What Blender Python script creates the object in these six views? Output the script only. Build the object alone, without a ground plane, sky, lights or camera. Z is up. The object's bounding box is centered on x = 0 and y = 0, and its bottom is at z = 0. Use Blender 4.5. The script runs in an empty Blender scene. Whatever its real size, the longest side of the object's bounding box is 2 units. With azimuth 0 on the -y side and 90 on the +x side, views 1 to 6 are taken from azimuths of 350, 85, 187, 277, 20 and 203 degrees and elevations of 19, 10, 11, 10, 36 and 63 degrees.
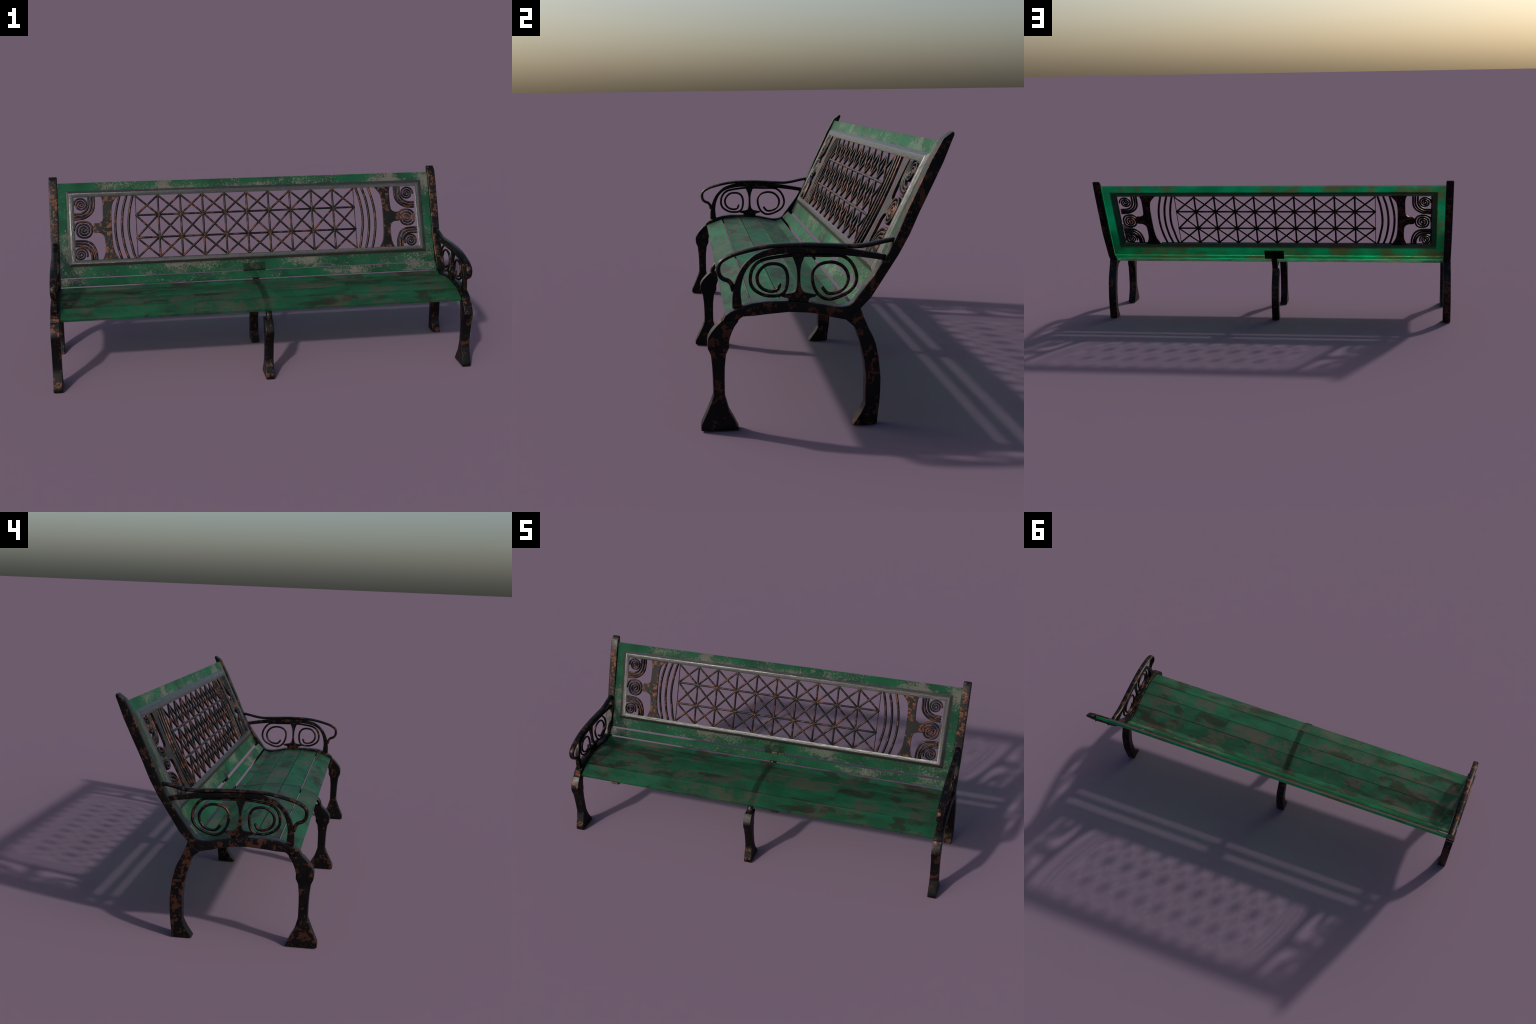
import bpy, bmesh, math, random
from mathutils import Vector, Matrix
random.seed(7)

# ------------------------------------------------------------------ helpers
COL = bpy.context.scene.collection


def link(name, mesh, parent=None, mat=None, matrix=None, kind=None):
    ob = bpy.data.objects.new(name, mesh)
    COL.objects.link(ob)
    if mesh.get("weighted"):
        wn = ob.modifiers.new("weighted_normals", 'WEIGHTED_NORMAL')
        wn.keep_sharp = True
    if mat is not None and not mesh.materials:
        mesh.materials.append(mat)
    if parent is not None:
        ob.parent = parent
    if matrix is not None:
        ob.matrix_basis = matrix
    if kind:
        ob["kind"] = kind
    return ob


def finish(bm, name, bevel=0.0, segs=2, smooth_angle=35, bevel_angle=25, clamp=True):
    """bmesh -> mesh: round the sharp edges, then shade smooth by angle."""
    bmesh.ops.remove_doubles(bm, verts=bm.verts, dist=1e-6)
    bmesh.ops.recalc_face_normals(bm, faces=bm.faces)
    if bevel > 0:
        lim = math.radians(bevel_angle)
        es = [e for e in bm.edges if len(e.link_faces) == 2 and e.calc_face_angle(0) > lim]
        bmesh.ops.bevel(bm, geom=es, offset=bevel, segments=segs, profile=0.5,
                        affect='EDGES', clamp_overlap=clamp)
        bmesh.ops.recalc_face_normals(bm, faces=bm.faces)
    me = bpy.data.meshes.new(name)
    bm.to_mesh(me)
    bm.free()
    me.polygons.foreach_set("use_smooth", [True] * len(me.polygons))
    me.set_sharp_from_angle(angle=math.radians(smooth_angle))
    if bevel > 0:
        me["weighted"] = True
    return me


def spline(pts, per=6, closed=False):
    """Catmull-Rom through control points of any dimension."""
    P = [tuple(p) for p in pts]
    n = len(P)
    out = []
    for i in range(n if closed else n - 1):
        if closed:
            p0, p1, p2, p3 = P[i - 1], P[i], P[(i + 1) % n], P[(i + 2) % n]
        else:
            p1, p2 = P[i], P[i + 1]
            p0 = P[i - 1] if i else tuple(2 * a - b for a, b in zip(p1, p2))
            p3 = P[i + 2] if i + 2 < n else tuple(2 * a - b for a, b in zip(p2, p1))
        for k in range(per):
            t = k / per
            out.append(tuple(0.5 * (2 * b + (c - a) * t + (2 * a - 5 * b + 4 * c - d) * t * t
                                    + (3 * b - a - 3 * c + d) * t ** 3)
                             for a, b, c, d in zip(p0, p1, p2, p3)))
    if not closed:
        out.append(P[-1])
    return out


def frame_yz(x):
    """2D (y, z) profile plane at depth coordinate x."""
    return lambda u, v, w: Vector((x + w, u, v))


def frame_xt(u, v, w):
    """2D (x, t) drawing in the local frame of the backrest, w = proud of it."""
    return Vector((u, v, w))


def ellipse(a, b, n=10, power=2.0):
    pts = []
    for i in range(n):
        th = 2 * math.pi * i / n
        c, s = math.cos(th), math.sin(th)
        f = (abs(c) ** power + abs(s) ** power) ** (-1 / power)
        pts.append((a * c * f, b * s * f))
    return pts


def sweep(bm, path, section, place, scale=None, round_ends=True):
    """Sweep a closed section (in-plane, depth) along a 2D path, mitred."""
    n = len(path)
    rings = []

    def ring(p, tang, m, sc, fwd=0.0):
        nx, ny = -tang[1], tang[0]
        out = []
        for a, b in section:
            u = p[0] + nx * a * m * sc[0] + tang[0] * fwd
            v = p[1] + ny * a * m * sc[0] + tang[1] * fwd
            out.append(bm.verts.new(place(u, v, b * sc[1])))
        return out

    for i in range(n):
        d = []
        if i:
            d.append(Vector((path[i][0] - path[i - 1][0], path[i][1] - path[i - 1][1])).normalized())
        if i < n - 1:
            d.append(Vector((path[i + 1][0] - path[i][0], path[i + 1][1] - path[i][1])).normalized())
        t = sum(d, Vector((0, 0))).normalized()
        m = 1.0 if len(d) == 1 else 1 / max(0.5, t.dot(d[0]))
        sc = scale[i] if scale else (1, 1)
        if round_ends and i == 0:
            r = max(a for a, b in section) * sc[0]
            rings.append(ring(path[i], t, 1, (sc[0] * .55, sc[1] * .55), -r * .75))
            rings.append(ring(path[i], t, 1, (sc[0] * .88, sc[1] * .88), -r * .4))
        rings.append(ring(path[i], t, m, sc))
        if round_ends and i == n - 1:
            r = max(a for a, b in section) * sc[0]
            rings.append(ring(path[i], t, 1, (sc[0] * .88, sc[1] * .88), r * .4))
            rings.append(ring(path[i], t, 1, (sc[0] * .55, sc[1] * .55), r * .75))
    k = len(section)
    for r0, r1 in zip(rings, rings[1:]):
        for j in range(k):
            bm.faces.new((r0[j], r0[(j + 1) % k], r1[(j + 1) % k], r1[j]))
    bm.faces.new(rings[0][::-1])
    bm.faces.new(rings[-1])


def strip(bm, pairs, w0, w1, place):
    """Solid bar: quads between two edges of a 2D profile, thick from w0 to w1."""
    rows = []
    for (u0, v0), (u1, v1) in pairs:
        rows.append([bm.verts.new(place(u0, v0, w0)), bm.verts.new(place(u1, v1, w0)),
                     bm.verts.new(place(u1, v1, w1)), bm.verts.new(place(u0, v0, w1))])
    for a, b in zip(rows, rows[1:]):
        for j in range(4):
            bm.faces.new((a[j], a[(j + 1) % 4], b[(j + 1) % 4], b[j]))
    bm.faces.new(rows[0][::-1])
    bm.faces.new(rows[-1])


def prism(bm, outline, w0, w1, place):
    a = [bm.verts.new(place(u, v, w0)) for u, v in outline]
    b = [bm.verts.new(place(u, v, w1)) for u, v in outline]
    n = len(a)
    for j in range(n):
        bm.faces.new((a[j], a[(j + 1) % n], b[(j + 1) % n], b[j]))
    bm.faces.new(a[::-1])
    bm.faces.new(b)


# ---------------------------------------------------------------- materials
class Nodes:
    def __init__(self, name):
        self.mat = bpy.data.materials.new(name)
        self.mat.use_nodes = True
        self.t = self.mat.node_tree
        self.t.nodes.clear()
        self.out = self.n("ShaderNodeOutputMaterial")
        self.bsdf = self.n("ShaderNodeBsdfPrincipled")
        self.t.links.new(self.bsdf.outputs[0], self.out.inputs[0])

    def n(self, kind, **kw):
        nd = self.t.nodes.new(kind)
        for k, v in kw.items():
            setattr(nd, k, v)
        return nd

    def put(self, sock, val):
        if isinstance(val, bpy.types.NodeSocket):
            self.t.links.new(val, sock)
        elif val is not None:
            if sock.type == 'RGBA' and len(val) == 3:
                val = (*val, 1)
            sock.default_value = val

    def coords(self, scale=(1, 1, 1), kind="Object", rot=(0, 0, 0), loc=None):
        tc = self.n("ShaderNodeTexCoord")
        mp = self.n("ShaderNodeMapping")
        self.t.links.new(tc.outputs[kind], mp.inputs[0])
        mp.inputs['Scale'].default_value = scale
        mp.inputs['Rotation'].default_value = rot
        if loc is not None:
            self.put(mp.inputs['Location'], loc)
        return mp.outputs[0]

    def noise(self, vec, scale, detail=4, rough=.55, dist=0.0):
        nd = self.n("ShaderNodeTexNoise")
        self.put(nd.inputs['Vector'], vec)
        nd.inputs['Scale'].default_value = scale
        nd.inputs['Detail'].default_value = detail
        nd.inputs['Roughness'].default_value = rough
        nd.inputs['Distortion'].default_value = dist
        return nd.outputs['Fac']

    def cells(self, vec, scale, metric='EUCLIDEAN', rnd=1.0):
        nd = self.n("ShaderNodeTexVoronoi", distance=metric)
        self.put(nd.inputs['Vector'], vec)
        nd.inputs['Scale'].default_value = scale
        nd.inputs['Randomness'].default_value = rnd
        sep = self.n("ShaderNodeSeparateColor")
        self.t.links.new(nd.outputs['Color'], sep.inputs[0])
        return sep.outputs[0], nd.outputs['Distance']

    def step(self, fac, lo, hi, a=0.0, b=1.0):
        nd = self.n("ShaderNodeMapRange", interpolation_type='SMOOTHSTEP')
        self.put(nd.inputs[0], fac)
        nd.inputs[1].default_value = lo
        nd.inputs[2].default_value = hi
        nd.inputs[3].default_value = a
        nd.inputs[4].default_value = b
        return nd.outputs[0]

    def math(self, op, a, b=None, clamp=False):
        nd = self.n("ShaderNodeMath", operation=op, use_clamp=clamp)
        self.put(nd.inputs[0], a)
        if b is not None:
            self.put(nd.inputs[1], b)
        return nd.outputs[0]

    def mul(self, a, b):
        return self.math('MULTIPLY', a, b)

    def add(self, a, b):
        return self.math('ADD', a, b)

    def mix(self, fac, a, b, mode='MIX'):
        nd = self.n("ShaderNodeMix", data_type='RGBA', blend_type=mode)
        self.put(nd.inputs[0], fac)
        self.put(nd.inputs[6], a)
        self.put(nd.inputs[7], b)
        return nd.outputs[2]

    def xyz(self, vec):
        nd = self.n("ShaderNodeSeparateXYZ")
        self.put(nd.inputs[0], vec)
        return nd.outputs

    def bump(self, h, strength, dist=.002):
        nd = self.n("ShaderNodeBump")
        nd.inputs['Strength'].default_value = strength
        nd.inputs['Distance'].default_value = dist
        self.put(nd.inputs['Height'], h)
        self.t.links.new(nd.outputs[0], self.bsdf.inputs['Normal'])

    def done(self, color, rough, spec=.5, metallic=None):
        self.put(self.bsdf.inputs['Base Color'], color)
        self.put(self.bsdf.inputs['Roughness'], rough)
        self.put(self.bsdf.inputs['Specular IOR Level'], spec)
        if metallic is not None:
            self.put(self.bsdf.inputs['Metallic'], metallic)
        return self.mat


def iron_material(name, rust_amount=.5, size=1.0, spec=.25, metal=.88):
    """Black enamel flaking to copper-brown rust in angular chips."""
    m = Nodes(name)
    oi = m.n("ShaderNodeObjectInfo")
    off = m.n("ShaderNodeCombineXYZ")
    m.put(off.inputs[0], m.mul(oi.outputs['Random'], 3.7))
    m.put(off.inputs[1], m.mul(oi.outputs['Random'], 5.1))
    v = m.coords((1 / size,) * 3, loc=off.outputs[0])
    wob = m.noise(v, 75, 3)
    chips, _ = m.cells(v, 58, 'CHEBYCHEV', .85)
    small, _ = m.cells(v, 150, 'CHEBYCHEV', .9)
    big = m.noise(v, 12, 4, .6)
    a = m.add(m.mul(chips, .30), m.add(m.mul(big, .75), m.mul(m.add(wob, -.5), .55)))
    a = m.add(a, m.mul(small, .22))
    hi = .86 - .22 * (rust_amount - .5)
    flake = m.step(a, hi, hi + .09)
    rust = m.mix(m.noise(v, 42, 4), (.042, .018, .013), (.115, .049, .031))
    black = m.mix(m.noise(v, 14, 3), (.0050, .0052, .0060), (.0200, .0200, .0190))
    col = m.mix(flake, black, rust)
    m.bump(m.add(m.mul(flake, -.6), m.mul(m.noise(v, 150, 3), .35)), .35, .0012)
    rough = m.add(m.mul(flake, .15), m.step(m.noise(v, 30, 3), .3, .7, .34, .46))
    return m.done(col, rough, spec, metal)


def paint_material(name, seat):
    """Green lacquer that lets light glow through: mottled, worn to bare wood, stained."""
    m = Nodes(name)
    oi = m.n("ShaderNodeObjectInfo")
    off = m.n("ShaderNodeCombineXYZ")
    m.put(off.inputs[0], m.mul(oi.outputs['Random'], 4.3))
    m.put(off.inputs[2], m.mul(oi.outputs['Random'], 1.7))
    v = m.coords(loc=off.outputs[0])
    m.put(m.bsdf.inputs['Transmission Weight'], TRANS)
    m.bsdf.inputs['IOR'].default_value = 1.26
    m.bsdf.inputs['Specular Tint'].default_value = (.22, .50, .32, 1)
    if seat:
        g = m.coords((1, 2.0, 2.0), loc=off.outputs[0])
        blotch = m.noise(g, 5.0, 5, .6, .5)
        fine = m.noise(m.coords((.8, 1.2, 1.2), loc=off.outputs[0]), 240, 3, .75)
        mid = m.noise(v, 45, 4, .65, .5)
        green = m.mix(m.step(m.noise(g, 8, 4, .6), .35, .68), (.030, .245, .115), (.042, .400, .190))
        speck = m.step(m.add(fine, m.mul(m.add(mid, -.5), .7)), .47, .60)
        col = m.mix(m.mul(speck, .66), green, (.125, .118, .092))
        worn = m.step(m.add(blotch, m.add(m.mul(m.add(fine, -.5), .30), m.mul(m.add(mid, -.5), .48))), .51, .60)
        col = m.mix(m.mul(worn, .72), col, m.mix(mid, (.18, .16, .13), (.36, .26, .21)))
        # damp stains that keep to their own plank, with squarish ends
        dirt_n = m.noise(m.coords((1, 2.4, 2.4), loc=off.outputs[0]), 8.5, 4, .55, .2)
        cell, _ = m.cells(m.coords((.8, 2.2, 2.2), loc=off.outputs[0]), 8.0, 'CHEBYCHEV', 1)
        dirt = m.step(m.add(m.add(m.mul(dirt_n, .70), m.mul(cell, .34)), m.mul(m.add(mid, -.5), .26)), .60, .69)
        col = m.mix(m.mul(dirt, .70), col, m.mix(m.noise(v, 9, 3), (.040, .048, .038), (.135, .070, .045)))
        # middle support's shade through the slats, painted as a dark band
        px, py, pz = m.xyz(m.coords())
        wav = m.mul(m.add(m.noise(m.coords(), 30, 2), -.5), .012)
        band = m.mul(m.step(m.math('ABSOLUTE', m.add(px, m.add(-.008, wav))), .013, .020, 1, 0),
                     m.mul(m.step(py, -.235, -.19), m.step(py, .05, .08, 1, 0)))
        col = m.mix(m.mul(band, .58), col, (.035, .040, .044))
        # thin dark lines along the plank edges
        tc = m.n("ShaderNodeTexCoord")
        ey = m.math('ABSOLUTE', m.add(m.xyz(tc.outputs['Generated'])[1], -.5))
        edge = m.step(m.add(ey, m.mul(m.add(m.noise(v, 24, 3), -.5), .07)), .476, .500)
        col = m.mix(m.mul(edge, .36), col, (.030, .040, .024))
        h = m.add(m.mul(m.noise(m.coords((.25, 3, 3)), 60, 4), .5), m.add(m.mul(worn, -.35), m.mul(m.noise(v, 230, 2), .25)))
        m.bump(h, .25, .0015)
        rough = m.step(m.noise(g, 18, 4), .3, .7, .52, .62)
        return m.done(col, rough, SPEC), m, col
    # backrest board and lower slat: chipped paint, beige-grey primer
    g = m.coords((1, 1.5, 1.5), loc=off.outputs[0])
    zone = m.noise(g, 4.2, 4, .55, .3)
    chip_n = m.noise(v, 105, 4, .68, .8)
    fine = m.noise(v, 210, 2, .7)
    chips = m.step(m.add(m.mul(zone, .95), m.mul(chip_n, 1.0)), 1.045, 1.08)
    speck = m.step(m.add(fine, m.mul(m.add(zone, -.5), .8)), .52, .64)
    green = m.mix(m.step(m.noise(v, 9, 4), .35, .65), (.024, .165, .080), (.034, .260, .122))
    beige = m.mix(m.noise(v, 28, 4), (.34, .31, .25), (.72, .66, .55))
    col = m.mix(m.mul(speck, .72), green, (.165, .145, .112))
    col = m.mix(m.mul(chips, .85), col, beige)
    patch_n = m.noise(m.coords((1, 1.3, 1.3), loc=off.outputs[0]), 17, 5, .62, .5)
    patches = m.step(m.add(patch_n, m.mul(m.add(zone, -.5), .75)), .625, .64)
    col = m.mix(m.mul(patches, .85), col, m.mix(fine, (.22, .20, .165), (.62, .57, .48)))
    # back face: brighter green, fewer chips, orange-brown patches
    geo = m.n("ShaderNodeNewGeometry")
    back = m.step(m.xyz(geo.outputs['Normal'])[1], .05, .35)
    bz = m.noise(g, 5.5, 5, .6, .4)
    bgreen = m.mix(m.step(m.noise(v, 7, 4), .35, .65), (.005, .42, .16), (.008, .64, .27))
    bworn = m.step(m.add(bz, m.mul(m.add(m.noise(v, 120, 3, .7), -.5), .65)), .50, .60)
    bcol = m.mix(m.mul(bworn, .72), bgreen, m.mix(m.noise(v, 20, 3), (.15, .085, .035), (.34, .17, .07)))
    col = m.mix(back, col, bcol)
    h = m.add(m.mul(chips, -.6), m.mul(m.noise(m.coords((.4, 2, 2)), 70, 4), .5))
    m.bump(h, .30, .0015)
    rough = m.step(m.noise(g, 20, 4), .3, .7, .52, .62)
    return m.done(col, rough, SPEC), m, col


def recess_shade(m, col):
    """Dark tint around the moulding, ragged along the lower edge, and in the back recess."""
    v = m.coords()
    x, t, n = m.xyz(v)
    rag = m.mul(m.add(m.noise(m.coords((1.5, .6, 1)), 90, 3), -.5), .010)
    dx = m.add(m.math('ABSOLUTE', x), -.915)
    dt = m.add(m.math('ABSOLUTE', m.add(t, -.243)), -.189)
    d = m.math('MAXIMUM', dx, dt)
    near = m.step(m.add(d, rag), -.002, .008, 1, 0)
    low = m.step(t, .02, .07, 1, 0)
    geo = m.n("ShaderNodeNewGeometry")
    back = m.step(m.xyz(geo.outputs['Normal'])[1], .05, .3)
    front_dark = m.mul(m.mul(near, m.add(m.mul(low, .75), .2)), m.step(back, 0, 1, 1, 0))
    col = m.mix(front_dark, col, (.030, .022, .016))
    # mounting plate blocks light behind here: its shadow darkened into the board colour
    px = m.math('ABSOLUTE', m.add(x, -.0075))
    patch = m.mul(m.step(m.add(px, m.mul(rag, .5)), .050, .058, 1, 0), m.step(t, .030, .040, 1, 0))
    patch = m.mul(patch, m.step(m.noise(v, 34, 4, .65), .36, .56, .45, .9))
    col = m.mix(m.mul(patch, m.step(back, 0, 1, .85, 0)), col, (.040, .042, .040))
    inside = m.mul(m.step(m.add(d, m.mul(rag, .6)), -.006, .004, 1, 0), back)
    fade = m.step(m.noise(m.coords((1, 1, 1), loc=(2, 7, 0)), 5, 3), .38, .62)
    col = m.mix(m.mul(inside, .80), col, m.mix(fade, (.008, .22, .10), (.22, .10, .055)))
    m.put(m.bsdf.inputs['Base Color'], col)


def moulding_material():
    m = Nodes("weathered_grey_moulding")
    m.put(m.bsdf.inputs['Transmission Weight'], .6)
    v = m.coords()
    x, t, n = m.xyz(v)
    g = m.coords((.5, 1, 1))
    base = m.mix(m.noise(g, 14, 5, .65), (.014, .014, .0135), (.036, .035, .033))
    base = m.mix(m.step(m.noise(v, 120, 3, .7), .5, .7, 0, .6), base, (.085, .082, .074))
    # the outer slope is darker, darkest along the bottom
    dx = m.add(m.math('ABSOLUTE', x), -.900)
    dt = m.add(m.math('ABSOLUTE', m.add(t, -.243)), -.177)
    d = m.math('MAXIMUM', dx, dt)
    slope = m.step(d, -.001, .004)
    low = m.step(t, .04, .09, 1, 0)
    dark = m.mix(m.step(m.noise(g, 6, 3), .4, .6), (.022, .022, .023), (.030, .020, .017))
    col = m.mix(m.mul(slope, m.add(.10, m.mul(low, .75))), base, m.mix(low, dark, (.014, .010, .008)))
    along_x = m.add(m.noise(m.coords((.16, 1, 1)), 120, 4, .6), m.mul(m.noise(m.coords((.5, 1, 1)), 55, 3), .5))
    along_t = m.add(m.noise(m.coords((1, .16, 1)), 120, 4, .6), m.mul(m.noise(m.coords((1, .5, 1)), 55, 3), .5))
    upright = m.step(m.math('ABSOLUTE', x), .880, .884)
    hh = m.n("ShaderNodeMix", data_type='FLOAT')
    m.put(hh.inputs[0], upright)
    m.put(hh.inputs[2], along_x)
    m.put(hh.inputs[3], along_t)
    m.bump(hh.outputs[0], .38, .004)
    return m.done(col, m.step(m.noise(v, 40, 3), .3, .7, .31, .40), .65)


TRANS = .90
SPEC = .16
IRON = iron_material("flaking_black_iron", 1.15, 1.2)
GRILLE = iron_material("rusty_grille_iron", 1.38, 1.5)
SEAT = paint_material("worn_green_seat_paint", True)[0]
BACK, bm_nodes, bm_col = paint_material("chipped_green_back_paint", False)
recess_shade(bm_nodes, bm_col)
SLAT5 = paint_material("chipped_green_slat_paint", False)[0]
GREY = moulding_material()

# ------------------------------------------------------------------ the bench
bench = bpy.data.objects.new("park_bench", None)
COL.objects.link(bench)
bench["label"] = "weathered green park bench with ornate black cast-iron ends"
bench["category"] = "park bench"

# ---- cast-iron end frames ---------------------------------------------------
# profile edges in (y, z): seat rail running into the raked back post
RAIL = [((-.296, .317), (-.250, .318)), ((-.286, .336), (-.243, .326)), ((-.271, .346), (-.235, .330)),
        ((-.235, .361), (-.220, .3305)), ((-.210, .368), (-.203, .331)), ((-.176, .371), (-.176, .334)),
        ((-.140, .371), (-.149, .336)), ((-.095, .370), (-.106, .339)), ((-.038, .364), (-.050, .335)),
        ((-.011, .358), (-.018, .330)), ((.020, .351), (.012, .321)), ((.044, .350), (.061, .310)),
        ((.064, .353), (.085, .330)), ((.076, .361), (.097, .342)), ((.098, .390), (.128, .374)),
        ((.134, .438), (.168, .436)), ((.176, .501), (.206, .495)), ((.204, .560), (.237, .552)),
        ((.230, .622), (.263, .612)), ((.262, .689), (.298, .685)), ((.293, .756), (.330, .753)),
        ((.327, .8185), (.355, .8165)), ((.3560, .8385), (.3606, .8296))]
FRONT_LEG = [((-.298, .321), (-.248, .319)), ((-.315, .303), (-.260, .303)), ((-.328, .287), (-.268, .287)),
             ((-.336, .272), (-.2735, .272)), ((-.338, .260), (-.2765, .260)), ((-.337, .241), (-.277, .241)),
             ((-.329, .222), (-.286, .222)), ((-.3255, .186), (-.290, .186)), ((-.324, .149), (-.291, .149)),
             ((-.324, .102), (-.291, .102)), ((-.331, .083), (-.286, .083)), ((-.342, .057), (-.279, .057)),
             ((-.352, .035), (-.267, .035)), ((-.3595, .018), (-.259, .018)), ((-.361, 0), (-.2505, 0))]
REAR_LEG = [((.098, .345), (.056, .311)), ((.107, .319), (.079, .291)), ((.121, .287), (.088, .270)),
            ((.134, .261), (.0935, .250)), ((.142, .239), (.098, .232)), ((.150, .200), (.108, .192)),
            ((.156, .141), (.113, .145)), ((.1555, .104), (.111, .106)), ((.153, .067), (.111, .061)),
            ((.149, .034), (.097, .034)), ((.146, 0), (.074, 0))]
ARCH = [((-.265, .352), (-.238, .356)), ((-.265, .372), (-.2395, .376)), ((-.263, .395), (-.241, .402)),
        ((-.255, .431), (-.234, .438)), ((-.242, .460), (-.221, .465)), ((-.226, .481), (-.203, .483)),
        ((-.201, .502), (-.185, .492)), ((-.174, .513), (-.165, .498)), ((-.147, .519), (-.140, .502)),
        ((-.111, .523), (-.111, .504)), ((-.038, .521), (-.038, .5025)), ((.016, .517), (.016, .500)),
        ((.071, .512), (.062, .494)), ((.107, .506), (.107, .488)), ((.172, .494), (.162, .479))]
# armrest centre line (y, z), width
ARM = [(-.262, .404, .012), (-.266, .420, .016), (-.275, .4305, .020), (-.289, .4365, .024), (-.2985, .446, .0265),
       (-.3025, .460, .028), (-.3015, .474, .029), (-.2955, .485, .029), (-.282, .4945, .029), (-.258, .505, .030),
       (-.200, .5195, .030), (-.147, .5265, .030), (-.075, .5278, .030), (-.020, .5258, .030), (.052, .521, .030),
       (.089, .5195, .029), (.125, .5235, .028), (.161, .531, .027), (.192, .5365, .026)]
SCROLL_FRONT = [(-.080, .4985), (-.111, .497), (-.150, .4925), (-.175, .4875), (-.195, .477), (-.208, .459), (-.213, .437), (-.211, .417),
                (-.199, .400), (-.175, .3865), (-.149, .383), (-.129, .3855), (-.115, .397), (-.1085, .421),
                (-.109, .445), (-.116, .462), (-.130, .4725), (-.151, .4755), (-.171, .471), (-.186, .458),
                (-.194, .440), (-.191, .420), (-.179, .405), (-.161, .3975), (-.146, .397), (-.135, .403), (-.130, .416)]
SCROLL_REAR = [(-.074, .4975), (-.047, .497), (.000, .495), (.030, .4945), (.051, .491), (.070, .477), (.084, .454), (.089, .429), (.083, .407),
               (.066, .3885), (.038, .375), (.013, .369), (-.006, .373), (-.022, .386), (-.033, .406), (-.038, .432),
               (-.035, .452), (-.023, .4665), (-.002, .4745), (.023, .475), (.045, .466), (.060, .449), (.065, .429),
               (.059, .4085), (.044, .393), (.022, .3855), (.006, .387), (-.002, .394), (-.009, .4035)]
BALUSTER = [((-.096, .503), (-.058, .503)), ((-.092, .490), (-.062, .490)), ((-.0855, .473), (-.069, .472)), ((-.0815, .452), (-.072, .450)),
            ((-.0815, .420), (-.0718, .418)), ((-.0845, .402), (-.0685, .402)), ((-.092, .3925), (-.060, .3925)),
            ((-.110, .3895), (-.042, .388)), ((-.128, .3860), (-.026, .384)), ((-.122, .3800), (-.032, .378)), ((-.108, .3755), (-.046, .3745)), ((-.104, .366), (-.050, .364))]


def leg_mesh(name, pairs, x0, x1, zscale=1.0):
    bm = bmesh.new()
    strip(bm, [((a[0], a[1] * zscale), (b[0], b[1] * zscale)) for a, b in pairs], x0, x1, frame_yz(0))
    return finish(bm, name, .0042, 2, 28, 34, False)


for side in (-1, 1):
    lo, hi = sorted((side * .9575, side * .9988))
    mid = side * .9778
    bm = bmesh.new()
    strip(bm, RAIL, lo, hi, frame_yz(0))
    end = link("end_frame", finish(bm, "end_frame", .0050, 2, 26, 33, False), bench, IRON)

    lo, hi = sorted((side * .9568, side * .9999))
    link("front_leg", leg_mesh("front_leg", FRONT_LEG, lo, hi), end, IRON)
    link("rear_leg", leg_mesh("rear_leg", REAR_LEG, lo, hi), end, IRON)

    bm = bmesh.new()
    fine = spline([a + b for a, b in ARCH], 3)
    strip(bm, [((p[0], p[1]), (p[2], p[3])) for p in fine], mid - .0105, mid + .0105, frame_yz(0))
    link("arch_brace", finish(bm, "arch_brace", .0025, 2, 30, 50), end, IRON)

    bm = bmesh.new()
    arm = spline(ARM, 5)
    sweep(bm, [(p[0], p[1]) for p in arm], ellipse(.0065, .5, 16, 2.3), frame_yz(mid),
          [(1, p[2]) for p in arm])
    link("armrest", finish(bm, "armrest"), end, IRON)

    for pts in (SCROLL_FRONT, SCROLL_REAR):
        bm = bmesh.new()
        path = spline(pts, 5)
        sweep(bm, path, ellipse(.0049, .0058, 12), frame_yz(mid))
        link("scroll", finish(bm, "scroll", smooth_angle=60), end, IRON)

    bm = bmesh.new()
    fine = spline([a + b for a, b in BALUSTER], 3)
    strip(bm, [((p[0], p[1]), (p[2], p[3])) for p in fine], mid - .0072, mid + .0072, frame_yz(0))
    link("baluster", finish(bm, "baluster", .0028, 2, 30, 50), end, IRON)

    # bolt heads on the back of the post
    for y, z in ((.3265, .747), (.2455, .572)):
        bm = bmesh.new()
        bmesh.ops.create_cone(bm, cap_ends=True, segments=6, radius1=.0050, radius2=.0035, depth=.011)
        rot = Matrix.Rotation(math.radians(-116), 4, 'X')
        bmesh.ops.transform(bm, matrix=Matrix.Translation((mid - side * .004, y, z)) @ rot, verts=bm.verts)
        link("bolt", finish(bm, "bolt", .0008, 1), end, IRON)

# ---- seat slats ------------------------------------------------------------
SEAT_TOP = [[(-.284, .3255), (-.212, .3545)], [(-.2055, .3560), (-.1262, .3622)],
            [(-.1222, .3632), (-.0402, .3580)], [(-.0372, .3568), (.0430, .3400), (.0722, .3490)]]
BACK_SLAT = [(.0768, .3566), (.1052, .3842)]


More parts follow.
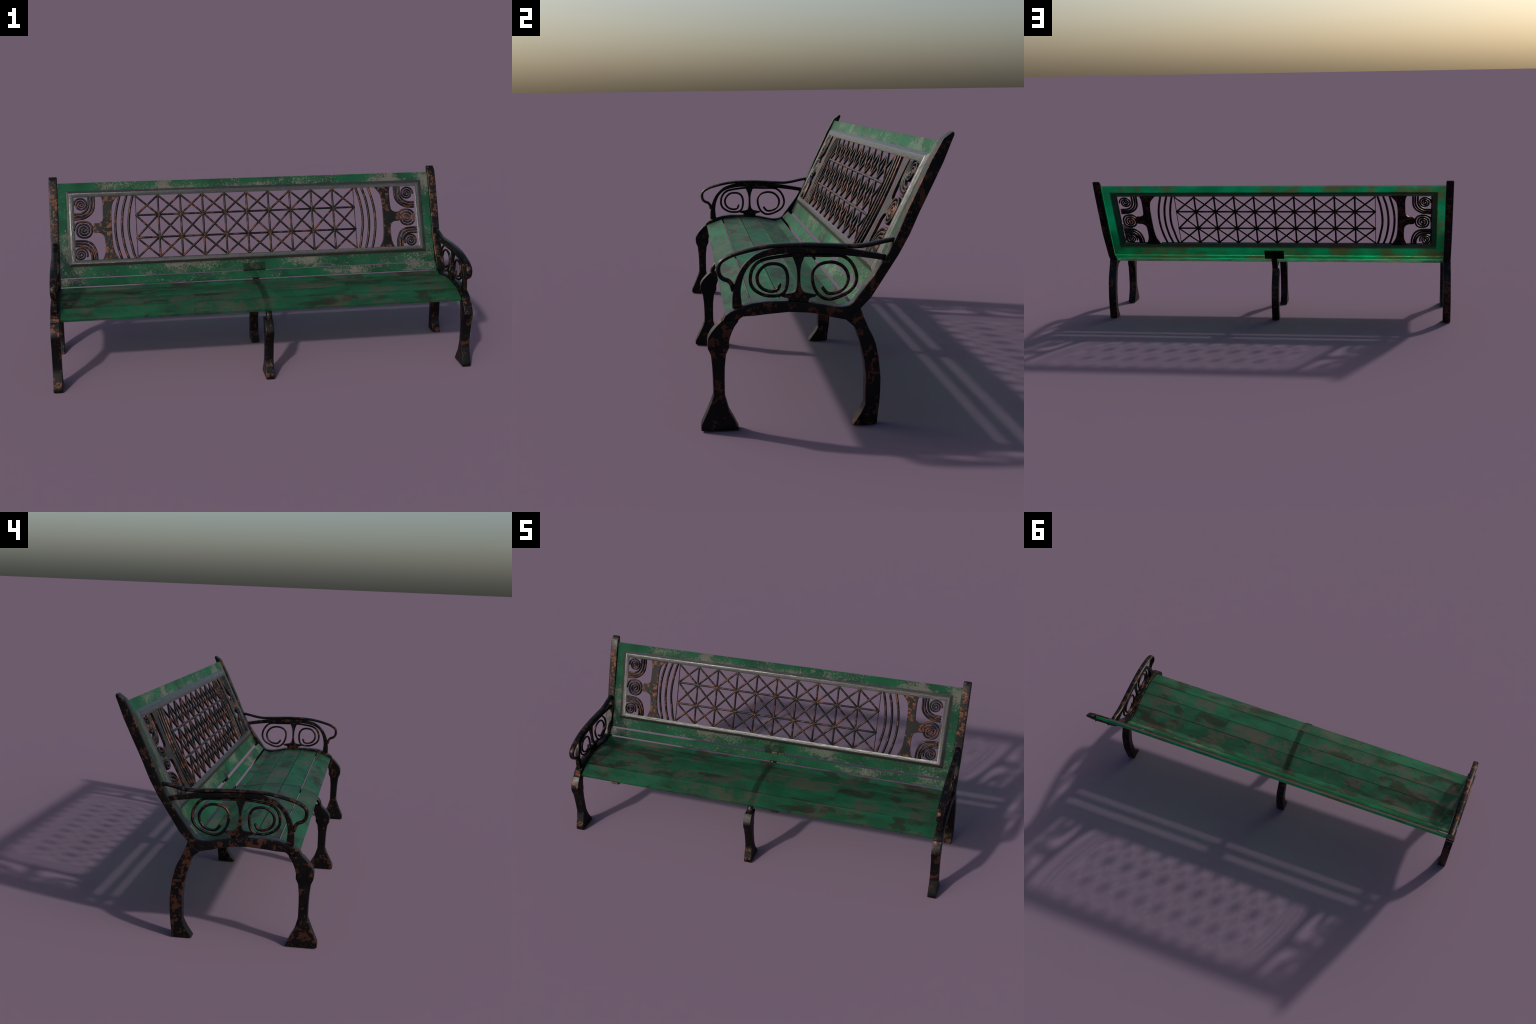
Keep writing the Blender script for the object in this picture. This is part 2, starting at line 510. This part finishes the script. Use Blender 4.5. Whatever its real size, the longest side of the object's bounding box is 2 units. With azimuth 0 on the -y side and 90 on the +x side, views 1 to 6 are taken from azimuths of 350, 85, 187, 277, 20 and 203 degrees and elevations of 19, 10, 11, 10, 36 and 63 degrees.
def plank(name, tops, thick, mat, parent, x=.9565):
    """Plank along x under a line of top points in (y, z)."""
    path = list(tops)
    off = []
    for i, p in enumerate(path):
        d = Vector((0, 0))
        for a, b in ((i - 1, i), (i, i + 1)):
            if 0 <= a and b < len(path):
                d += Vector((path[b][0] - path[a][0], path[b][1] - path[a][1])).normalized()
        d.normalize()
        off.append((p[0] + d.y * thick, p[1] - d.x * thick))
    bm = bmesh.new()
    strip(bm, list(zip(path, off)), -x, x, frame_yz(0))
    return link(name, finish(bm, name, .0014, 2, 20, 50), parent, mat)


for tops in SEAT_TOP:
    plank("seat_slat", tops, .0125, SEAT, bench)
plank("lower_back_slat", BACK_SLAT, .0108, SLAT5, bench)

# ---- backrest: framed board with raised moulding -----------------------------
T = Vector((0, .4386, .8987))
N = Vector((0, -.8987, .4386))
BACK_M = Matrix(((1, 0, 0, 0), (0, T.y, N.y, .1215), (0, T.z, N.z, .3835), (0, 0, 0, 1)))
H = .474
HALF = .9565


def rect(bm, hx, t0, t1, n):
    return [bm.verts.new((sx * hx, t, n)) for sx, t in ((-1, t0), (1, t0), (1, t1), (-1, t1))]


def bridge(bm, a, b):
    for j in range(4):
        bm.faces.new((a[j], a[(j + 1) % 4], b[(j + 1) % 4], b[j]))


THICK = .0125
bm = bmesh.new()
A = rect(bm, .9155, .0535, .4325, 0)
O = rect(bm, HALF, 0, H, 0)
OB = rect(bm, HALF, 0, H, -THICK)
AB = rect(bm, .9155, .0535, .4325, -THICK)
DB = rect(bm, .9155 - .0275, .0535 + .0275 * .88, .4325 - .0275 * .922, -.0030)
for p, q in ((A, O), (O, OB), (OB, AB), (AB, DB)):
    bridge(bm, p, q)
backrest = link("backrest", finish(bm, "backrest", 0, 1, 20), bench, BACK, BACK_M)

bm = bmesh.new()
SECTION = [(0, 0), (.0075, .0042), (.0112, .0064), (.0140, .0078), (.0165, .0085), (.0195, .0084), (.0335, .0058), (.0358, .0044), (.0275, -.0030)]
# the upright members are a touch wider than the rails
rings = [rect(bm, .9155 - d, .0535 + d * .88, .4325 - d * .922, n) for d, n in SECTION]
for p, q in zip(rings, rings[1:]):
    bridge(bm, p, q)
link("moulding", finish(bm, "moulding", 0, 1, 38), backrest, GREY)

# ---- pierced iron grille -----------------------------------------------------
N0 = .0016
TOP, BOT = .3985, .0862
ROWS = (BOT, .186, .300, TOP)
LAT0, LAT1, NCOL = -.5760, .5485, 10
CW = (LAT1 - LAT0) / NCOL


def at(n):
    return lambda u, v, w: Vector((u, v, n + w))


def bar(name, path, a, b, n, smooth=60):
    bm = bmesh.new()
    sweep(bm, path, ellipse(a, b, 10), at(n))
    return link(name, finish(bm, name, smooth_angle=smooth), backrest, GRILLE)


for c in range(NCOL + 1):
    x = LAT0 + c * CW
    edge = c in (0, NCOL)
    bar("upright_bar", [(x, BOT + (TOP - BOT) * k / 6) for k in range(7)], .0021 if edge else .0052, .0034 if edge else .0048, N0)
for t in ROWS[1:3]:
    bar("cross_bar", [(LAT0 + (LAT1 - LAT0) * k / 20, t) for k in range(21)], .0051, .0046, N0 + .0004)

# one diagonal pair per cell height, shared by every column
diag = {}
for r in range(3):
    t0, t1 = ROWS[r], ROWS[r + 1]
    for k, (p, q) in enumerate((((0, t0), (CW, t1)), ((0, t1), (CW, t0)))):
        bm = bmesh.new()
        sweep(bm, [(p[0] + (q[0] - p[0]) * s / 4, p[1] + (q[1] - p[1]) * s / 4) for s in range(5)],
              ellipse(.0050, .0043 + .0002 * k, 10), at(N0))
        diag[r, k] = finish(bm, "diagonal_bar", smooth_angle=60)
for c in range(NCOL):
    for r in range(3):
        for k in range(2):
            link("diagonal_bar", diag[r, k], backrest, GRILLE, Matrix.Translation((LAT0 + c * CW, 0, 0)))


def coil(cx, ct, r0, r1, turns, start, hand, power):
    pts = []
    n = int(turns * 26)
    for i in range(n + 1):
        f = i / n
        th = start + hand * 2 * math.pi * turns * (f ** .93)
        r = r0 + (r1 - r0) * f
        c, s = math.cos(th), math.sin(th)
        p = 2 + (power - 2) * f
        k = (abs(c) ** p + abs(s) ** p) ** (-1 / p)
        pts.append((cx + r * k * c, ct + r * k * s))
    return pts


BOWS = [[(-.655, TOP), (-.660, .380), (-.671, .338), (-.6795, .285), (-.681, .226), (-.676, .171), (-.666, .122), (-.656, BOT)],
        [(-.620, TOP), (-.626, .380), (-.638, .337), (-.6465, .275), (-.647, .210), (-.639, .150), (-.630, .113), (-.621, BOT)],
        [(-.589, TOP), (-.594, .380), (-.604, .340), (-.6135, .275), (-.614, .213), (-.604, .155), (-.596, .113), (-.588, BOT)]]
BRACKET = [(-.742, .408), (-.743, .393), (-.740, .372), (-.740, .328), (-.7425, .287), (-.750, .274), (-.766, .267), (-.790, .264),
           (-.790, .223), (-.764, .2195), (-.748, .2135), (-.738, .201), (-.7345, .178), (-.734, .132), (-.740, .104),
           (-.748, .086), (-.750, .0770), (-.664, .0770), (-.670, .087), (-.679, .103), (-.688, .122), (-.695, .160),
           (-.6975, .210), (-.698, .307), (-.693, .352), (-.685, .374), (-.671, .392), (-.663, .408)]
ARCS_TOP = [[(-.808, TOP), (-.8075, .375), (-.811, .350), (-.823, .330), (-.844, .318), (-.865, .3155), (-.8795, .315)],
            [(-.794, TOP), (-.7935, .375), (-.797, .345), (-.811, .322), (-.837, .306), (-.862, .3025), (-.8795, .302)],
            [(-.7815, TOP), (-.7815, .372), (-.785, .340), (-.800, .315), (-.830, .2955), (-.860, .2905), (-.8795, .290)]]
ARCS_BOT = [[(-.800, BOT), (-.800, .105), (-.807, .126), (-.820, .143), (-.840, .1535), (-.862, .1555), (-.8795, .156)],
            [(-.789, BOT), (-.790, .110), (-.798, .136), (-.813, .156), (-.834, .166), (-.860, .1685), (-.8795, .169)],
            [(-.776, BOT), (-.7775, .115), (-.787, .147), (-.803, .168), (-.826, .178), (-.855, .181), (-.8795, .181)]]

for side in (-1, 1):
    def mir(pts, shift=0.0):
        return [(-side * p[0] - (shift if side > 0 else 0), p[1]) for p in pts]
    for b in BOWS:
        bar("bowed_bar", mir(spline(b, 4), .0255), .0063, .0054, N0)
    bm = bmesh.new()
    out = spline(BRACKET, 2, True)
    prism(bm, mir(out, -.001), N0 - .0070, N0 + .0034, frame_xt)
    link("bracket", finish(bm, "bracket", .0022, 2, 30, 50), backrest, GRILLE)
    sx = .008
    for k, a in enumerate(ARCS_TOP + ARCS_BOT):
        bar("arc_bar", mir(spline(a, 4), sx + (.004 if side > 0 and k < 3 else 0)), .0056, .0066, N0 - .0012 + .0002 * (k % 3))
    cx = -.8360 if side < 0 else .8265
    bar("spiral", coil(cx, .2340, .004, .0470, 3.31, 1.2, 1, 2.5), .0053, .0066, N0 - .0010)
    cx = -.8465 if side < 0 else .8360
    bar("spiral", coil(cx, .3630, .004, .0335, 2.6, -.6 if side < 0 else 3.77, -side, 2.2), .0046, .0066, N0 - .0014)
    cx = -.8550 if side < 0 else .8395
    bar("spiral", coil(cx, .1140, .004, .0335, 2.6, 3.43 if side < 0 else -.28, side, 2.2), .0046, .0066, N0 - .0014)

# ---- centre support ------------------------------------------------------------
CX0, CX1 = -.0148, .0268
CXM = (CX0 + CX1) / 2 + .003
ZS = .873
bm = bmesh.new()
BEAM = [(-.292, .268, .75), (-.2905, .282, .9), (-.284, .299, 1), (-.266, .314, 1), (-.235, .3275, 1), (-.190, .3375, 1),
        (-.120, .3400, 1), (-.050, .3375, 1), (.000, .3265, 1), (.040, .3155, 1), (.062, .3140, 1), (.085, .328, 1),
        (.1035, .348, 1), (.114, .361, .9)]
path = spline(BEAM, 4)
sweep(bm, [(p[0], p[1]) for p in path], ellipse(.0088, .0150, 14, 2.4), frame_yz(CXM), [(p[2], p[2] ** .5) for p in path])
support = link("centre_support", finish(bm, "centre_support", smooth_angle=60), bench, IRON)
link("front_leg", leg_mesh("front_leg", FRONT_LEG, CX0, CX1, ZS), support, IRON)
link("rear_leg", leg_mesh("rear_leg", REAR_LEG, CX0, CX1, ZS), support, IRON)
bm = bmesh.new()
strip(bm, [((.066, .2800), (.090, .2800)), ((.080, .3200), (.102, .3180)), ((.104, .3480), (.121, .3460)), ((.138, .3930), (.150, .3890))],
      -.0050, .0270, frame_yz(0))
link("strut", finish(bm, "strut", .002, 2, 25, 50), support, IRON)
bm = bmesh.new()
bmesh.ops.create_cube(bm, size=1)
bmesh.ops.transform(bm, matrix=BACK_M @ Matrix.Translation((.0075, .0125, -.0165)) @ Matrix.Diagonal((.112, .056, .007, 1)), verts=bm.verts)
link("mounting_plate", finish(bm, "mounting_plate", .001, 1), support, IRON)
